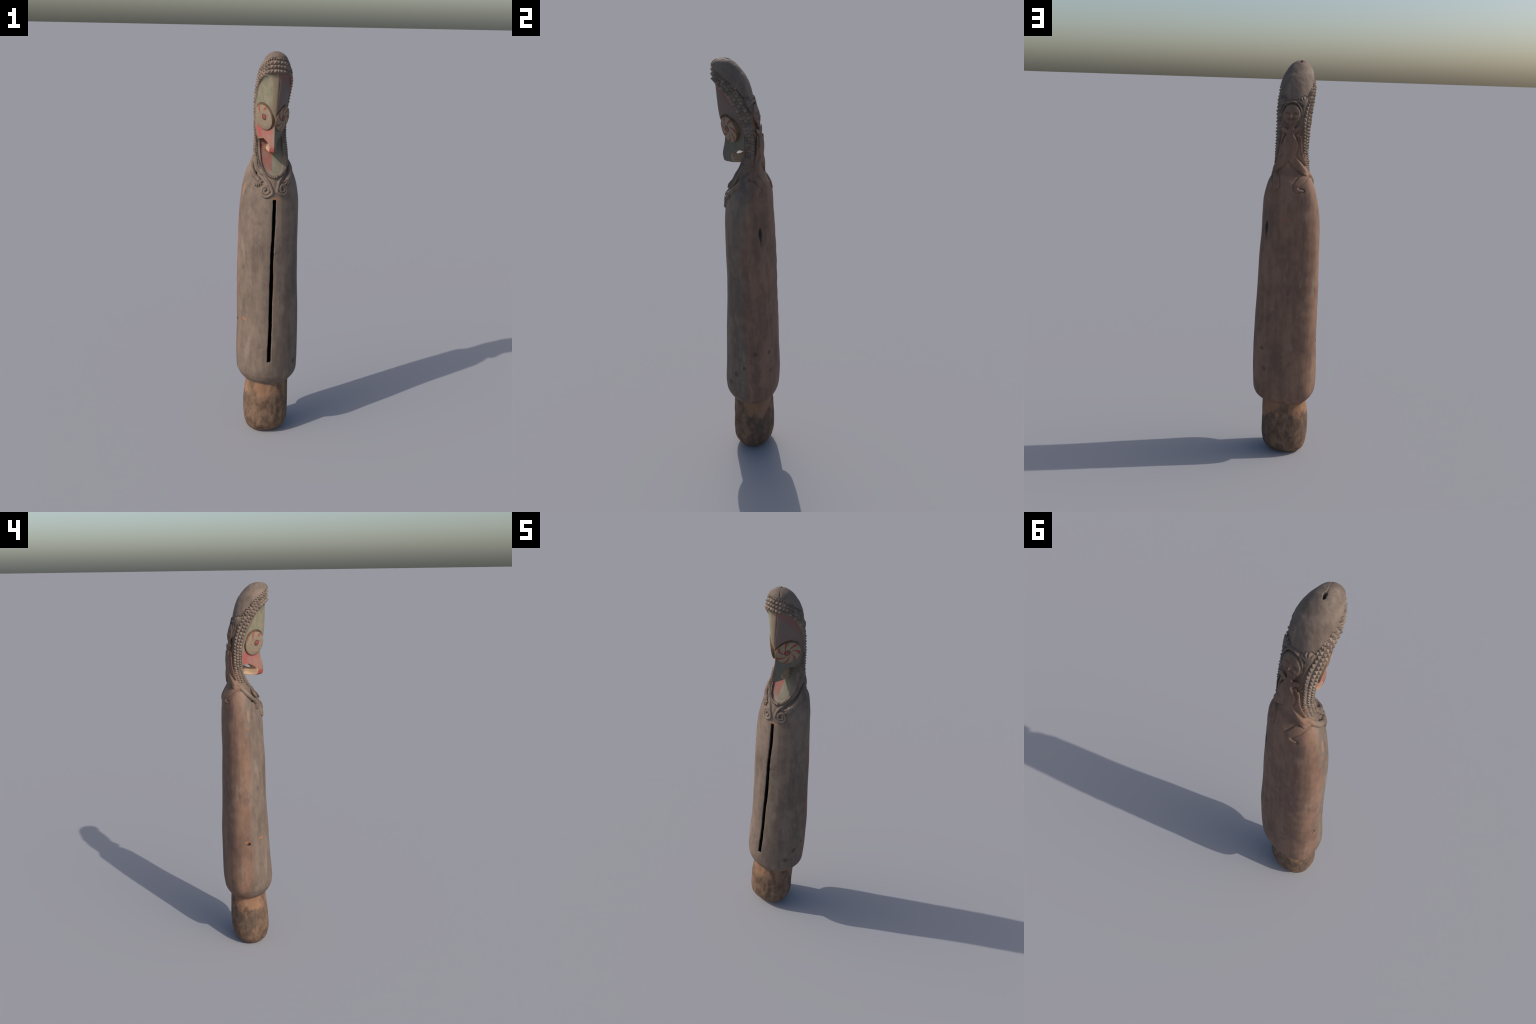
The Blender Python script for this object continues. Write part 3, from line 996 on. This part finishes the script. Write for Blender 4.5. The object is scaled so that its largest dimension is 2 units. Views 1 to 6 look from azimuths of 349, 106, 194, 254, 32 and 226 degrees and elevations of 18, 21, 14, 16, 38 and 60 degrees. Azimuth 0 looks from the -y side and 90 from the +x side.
for c, r, depth in [((-.085, -.085, 1.17), (.03, .03, .012), .004), ((-.070, -.088, 1.155), (.012, .03, .02), .003),
                    ((-.060, -.115, .515), (.012, .02, .006), .0025), ((.010, -.103, 1.02), (.012, .02, .008), .0025),
                    ((-.163, .032, .635), (.03, .007, .008), .010), ((.095, .098, 1.210), (.012, .012, .03), .003),
                    ((.000, .134, 1.26), (.03, .02, .010), .003), ((-.16, .0, .62), (.05, .08, .05), .002),
                    ((-.105, .015, 1.28), (.03, .03, .05), -.002), ((-.155, -.04, .72), (.04, .05, .10), .003),
                    ((-.155, -.03, .45), (.05, .05, .06), -.002), ((.0, -.108, .22), (.05, .04, .03), -.003),
                    ((.05, -.10, .12), (.012, .05, .05), .003), ((-.07, -.09, .10), (.012, .05, .06), .002)]:
    d += dent(c, r, depth)
V = V + N * d[:, None]
V[:, 2] = np.clip(V[:, 2], 0, 2.0)
N = vertex_normals(V, Q)

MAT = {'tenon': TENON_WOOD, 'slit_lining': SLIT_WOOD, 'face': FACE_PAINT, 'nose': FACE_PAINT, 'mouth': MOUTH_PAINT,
       'eye_socket': SOCKET_WOOD, 'nostril': NOSTRIL_WOOD}
PARENT = {'slit_lining': 'torso', 'face': 'head', 'nose': 'head', 'nostril': 'head', 'mouth': 'head', 'eye_socket': 'head',
          'hand': 'arm', 'hand.001': 'arm.001', 'beard_band': 'head'}
parts = {}


def build(nm):
    sel = Q[lab == index[nm]]
    if not len(sel):
        return None
    used, inv = np.unique(sel, return_inverse=True)
    faces = inv.reshape(sel.shape)
    me = bpy.data.meshes.new(nm.split('.')[0])
    me.vertices.add(len(used))
    me.vertices.foreach_set('co', V[used].astype(F).ravel())
    me.loops.add(faces.size)
    me.loops.foreach_set('vertex_index', faces.astype(np.int32).ravel())
    me.polygons.add(len(faces))
    me.polygons.foreach_set('loop_start', np.arange(0, faces.size, 4, dtype=np.int32))
    me.polygons.foreach_set('loop_total', np.full(len(faces), 4, np.int32))
    me.update(calc_edges=True)
    me.shade_smooth()
    me.normals_split_custom_set_from_vertices(N[used].tolist())
    me.materials.append(MAT.get(nm, WOOD))
    return bpy.data.objects.new(nm.split('.')[0], me)


for nm in names:
    o = build(nm)
    if o:
        parts[nm] = o
for nm, o in parts.items():
    par = PARENT.get(nm)
    if nm.startswith('figure_') and nm != 'figure_torso':
        par = 'figure_torso'
    link(o, parts[par] if par in parts else drum)

# ---------------------------------------------------------------- eyes
PAINT = [make_eye_paint('eye_paint', .30, .4, 16.0, (.215, .036, .036), (.26, .065, .058), .8),  # right eye: reds deepened to carry the shade on that side
         make_eye_paint('worn_eye_paint', .49, 3.2, 14.0, (.25, .052, .048), (.29, .100, .085), .42)]


def lathe(name, rows, mat, seg=72):
    """Solid of revolution about local z from (radius, height) rows."""
    bm = bmesh.new()
    rings = []
    for r, h in rows:
        if r < 1e-6:
            rings.append([bm.verts.new((0, 0, h))])
        else:
            rings.append([bm.verts.new((r * math.cos(2 * math.pi * i / seg), r * math.sin(2 * math.pi * i / seg), h)) for i in range(seg)])
    for a, b in zip(rings, rings[1:]):
        for i in range(seg):
            j = (i + 1) % seg
            if len(a) == 1:
                bm.faces.new((a[0], b[j], b[i]))
            elif len(b) == 1:
                bm.faces.new((a[i], a[j], b[0]))
            else:
                bm.faces.new((a[i], a[j], b[j], b[i]))
    bmesh.ops.recalc_face_normals(bm, faces=bm.faces)
    me = bpy.data.meshes.new(name)
    bm.to_mesh(me)
    bm.free()
    me.shade_smooth()
    me.materials.append(mat)
    return bpy.data.objects.new(name, me)


for i, (c, n, r) in enumerate(EYES):
    n_, u_, v_ = axis_frame(n)
    M = Matrix((( u_[0], v_[0], n_[0], c[0]), (u_[1], v_[1], n_[1], c[1]), (u_[2], v_[2], n_[2], c[2]), (0, 0, 0, 1)))
    disc = lathe('eye', [(0, -.032), (r * .98, -.032), (r, -.030), (r, -.0022), (r - .0008, -.0008), (r - .0030, .0004), (r * .6, .0022), (r * .25, .0032), (0, .0035)], PAINT[i])
    disc.data.materials.append(SOCKET_WOOD)
    for p in disc.data.polygons:
        rr = max(math.hypot(*disc.data.vertices[v].co[:2]) for v in p.vertices)
        if p.center.z < -.0006 or p.normal.z < .3:
            p.material_index = 1
    link(disc, drum)
    disc.matrix_world = M
    off = (-.006, .004) if i == 0 else (.0095, .004)
    ring = lathe('iris_ring', [(.0155, .002), (.0150, .0042), (.0110, .0046), (.0105, .0030)], RING_BLACK, 48)
    ring.location = (*off, 0)
    link(ring, disc)
    pupil = lathe('pupil', [(.0118, .002), (.0115, .0040), (.008, .0050), (0, .0054)], PUPIL_RED, 48)
    pupil.location = (*off, 0)
    link(pupil, disc)

# ---------------------------------------------------------------- pyramid studs in rows
def stud_mesh():
    bm = bmesh.new()
    b = [bm.verts.new((sx * .5, sy * .5, -.25)) for sx, sy in ((-1, -1), (1, -1), (1, 1), (-1, 1))]
    m = [bm.verts.new((sx * .49, sy * .47, .02)) for sx, sy in ((-1, -1), (1, -1), (1, 1), (-1, 1))]
    t = [bm.verts.new((sx * .045, sy * .045, .97)) for sx, sy in ((-1, -1), (1, -1), (1, 1), (-1, 1))]
    tip = bm.verts.new((0, 0, 1.0))
    for lo, hi in ((b, m), (m, t)):
        for i in range(4):
            j = (i + 1) % 4
            bm.faces.new((lo[i], lo[j], hi[j], hi[i]))
    for i in range(4):
        bm.faces.new((t[i], t[(i + 1) % 4], tip))
    bm.faces.new(b[::-1])
    me = bpy.data.meshes.new('stud')
    bm.to_mesh(me)
    bm.free()
    me.materials.append(STUD)
    return me


# rows as (y, z) curves on the side of the head, from the brow centre back and down
ROWS = [
    ([(-.1325, 1.9715), (-.1265, 1.971), (-.112, 1.966), (-.092, 1.952), (-.072, 1.937), (-.052, 1.922), (-.033, 1.907), (-.018, 1.890), (-.004, 1.878),
      (.013, 1.855), (.026, 1.835), (.036, 1.818)], (.0135, .0110), .0130, .0085),
    ([(-.1325, 1.9525), (-.1275, 1.9515), (-.117, 1.949), (-.100, 1.937), (-.077, 1.923), (-.058, 1.909), (-.040, 1.897), (-.022, 1.882), (-.008, 1.864), (.005, 1.850),
      (.017, 1.833), (.028, 1.813), (.038, 1.797), (.046, 1.781), (.054, 1.763), (.060, 1.745), (.065, 1.727), (.069, 1.706),
      (.072, 1.682), (.073, 1.653), (.073, 1.621), (.071, 1.583), (.063, 1.545), (.046, 1.495)], (.0185, .0115), .0170, .0102),
    ([(-.1325, 1.9335), (-.127, 1.9325), (-.117, 1.930), (-.102, 1.922), (-.081, 1.908), (-.063, 1.897), (-.048, 1.887), (-.032, 1.869), (-.020, 1.853), (-.006, 1.836),
      (.004, 1.821), (.016, 1.803), (.026, 1.781), (.035, 1.763), (.042, 1.747), (.048, 1.732), (.053, 1.711), (.058, 1.682),
      (.059, 1.647), (.058, 1.609), (.055, 1.582), (.046, 1.539), (.031, 1.494)], (.0180, .0110), .0165, .0102),
    ([(-.1325, 1.9125), (-.126, 1.912), (-.114, 1.909), (-.098, 1.903), (-.081, 1.891), (-.064, 1.877), (-.050, 1.865), (-.038, 1.852), (-.024, 1.836), (-.012, 1.820),
      (-.001, 1.802), (.008, 1.786), (.017, 1.769), (.025, 1.750), (.033, 1.730), (.039, 1.708), (.044, 1.680),
      (.045, 1.645), (.045, 1.609), (.042, 1.576), (.032, 1.538), (.020, 1.505)], (.0180, .0095), .0165, .0102)]


def side_x(y, z, side):
    cx, a, yf, yb = [float(v[0]) for v in HULL(np.array([z]))]
    p = float(hull_power(np.array([z]))[0])
    q = abs((y - (yf + yb) / 2) / ((yb - yf) / 2))
    return cx + side * a * max(0.0, 1 - min(q, 1) ** p) ** (1 / p)


stud_me = stud_mesh()
placed = []
for curve_yz, (s_top, s_low), width, height in ROWS:
    for side in (-1, 1):
        yz = polyline([(a, b, 0) for a, b in curve_yz], 400)
        X = np.array([side_x(a, b, side) for a, b, _ in yz])
        P3 = np.stack([X, yz[:, 0], yz[:, 1]], 1)
        L = np.concatenate([[0], np.cumsum(np.linalg.norm(np.diff(P3, axis=0), axis=1))])
        s = 0.0 if side < 0 else None
        pos = []
        cur = (0.0 if side < 0 else s_top)
        while cur < L[-1]:
            zz = np.interp(cur, L, P3[:, 2])
            step = s_low + (s_top - s_low) * min(1, max(0, (zz - 1.52) / .24))
            pos.append((cur, step))
            cur += step
        A = np.array([[np.interp(p, L, P3[:, i]) for i in range(3)] for p, _ in pos])
        A2 = np.array([[np.interp(min(p + .004, L[-1]), L, P3[:, i]) for i in range(3)] for p, _ in pos])
        A1 = np.array([[np.interp(max(p - .004, 0), L, P3[:, i]) for i in range(3)] for p, _ in pos])
        S, Nn = snap(A, 0.0, hull_field, 5)
        for p, nn, tv, (_, st) in zip(S, Nn, A2 - A1, pos):
            k = st / s_top
            placed.append((p, nn, tv, st, width * (.55 + .45 * k), height * (.45 + .55 * k)))
for p, nn, tv, st, w, h in placed[:300]:
    n_ = Vector(nn).normalized()
    t_ = Vector(tv)
    t_ = (t_ - n_ * t_.dot(n_)).normalized()
    b_ = n_.cross(t_)
    o = bpy.data.objects.new('stud', stud_me)
    sx, sy, sz = st * rng.uniform(.97, 1.06), w * rng.uniform(.95, 1.06), h * rng.uniform(.85, 1.12)
    R = Matrix((t_, b_, n_)).transposed().to_4x4() @ Matrix.Rotation(rng.uniform(-.07, .07), 4, 'Z')
    o.matrix_world = Matrix.Translation(Vector(p)) @ R @ Matrix.Diagonal((sx, sy, sz, 1))
    link(o, parts['head'])

# ---------------------------------------------------------------- fine beads and notches, too small to count
bead_bm = bmesh.new()


def bead(p, nn, tv, l, w, h):
    n_ = Vector(nn).normalized()
    t_ = Vector(tv)
    t_ = (t_ - n_ * t_.dot(n_)).normalized()
    b_ = n_.cross(t_)
    M = Matrix.Translation(Vector(p)) @ Matrix((t_, b_, n_)).transposed().to_4x4() @ Matrix.Diagonal((l, w, h, 1))
    lo = [bead_bm.verts.new(M @ Vector((sx * .5, sy * .5, -.4))) for sx, sy in ((-1, -1), (1, -1), (1, 1), (-1, 1))]
    hi = [bead_bm.verts.new(M @ Vector((sx * .20, sy * .24, .95))) for sx, sy in ((-1, -1), (1, -1), (1, 1), (-1, 1))]
    for i in range(4):
        j = (i + 1) % 4
        bead_bm.faces.new((lo[i], lo[j], hi[j], hi[i]))
    bead_bm.faces.new(hi)


def bead_run(path, s0, s1, width, height, lift=0.0):
    P3 = np.array(path)[:, :3]
    L = np.concatenate([[0], np.cumsum(np.linalg.norm(np.diff(P3, axis=0), axis=1))])
    cur, pos = 0.0, []
    while cur < L[-1]:
        f = cur / L[-1]
        st = s0 + (s1 - s0) * math.sin(math.pi * f) if s1 is not None else s0
        pos.append((cur, st))
        cur += st
    A = np.array([[np.interp(p, L, P3[:, i]) for i in range(3)] for p, _ in pos])
    B = np.array([[np.interp(min(p + .003, L[-1]), L, P3[:, i]) for i in range(3)] for p, _ in pos])
    A0 = np.array([[np.interp(max(p - .003, 0), L, P3[:, i]) for i in range(3)] for p, _ in pos])
    S, Nn = snap(A, lift, full_field, 5)
    for p, nn, tv, (_, st) in zip(S, Nn, B - A0, pos):
        bead(p, nn, tv, st * .95, width * rng.uniform(.9, 1.1), height * rng.uniform(.85, 1.15))


bead_run(BEADS, .0070, .0108, .0085, .0042, 0)                 # row that runs right round under the chin
for side in (-1, 1):
    T = TAILS[side][0][:33]
    bead_run(T, .0080, None, .0085, .0048, -.001)              # beaded part of the spiral tails
    low = polyline([(.074, 1.690, 0), (.081, 1.650, 0), (.081, 1.600, 0), (.077, 1.555, 0), (.066, 1.515, 0)], 60)
    P3 = [(side_x(a, b, side), a, b) for a, b, _ in low]
    bead_run(P3, .0062, None, .0085, .0040)                    # fine notched ridge behind the studs
me = bpy.data.meshes.new('bead_row')
bmesh.ops.recalc_face_normals(bead_bm, faces=bead_bm.faces)
bead_bm.to_mesh(me)
bead_bm.free()
me.materials.append(WOOD)
beads = bpy.data.objects.new('bead_row', me)
beads['kind'] = 'stuff'
link(beads, parts['head'])
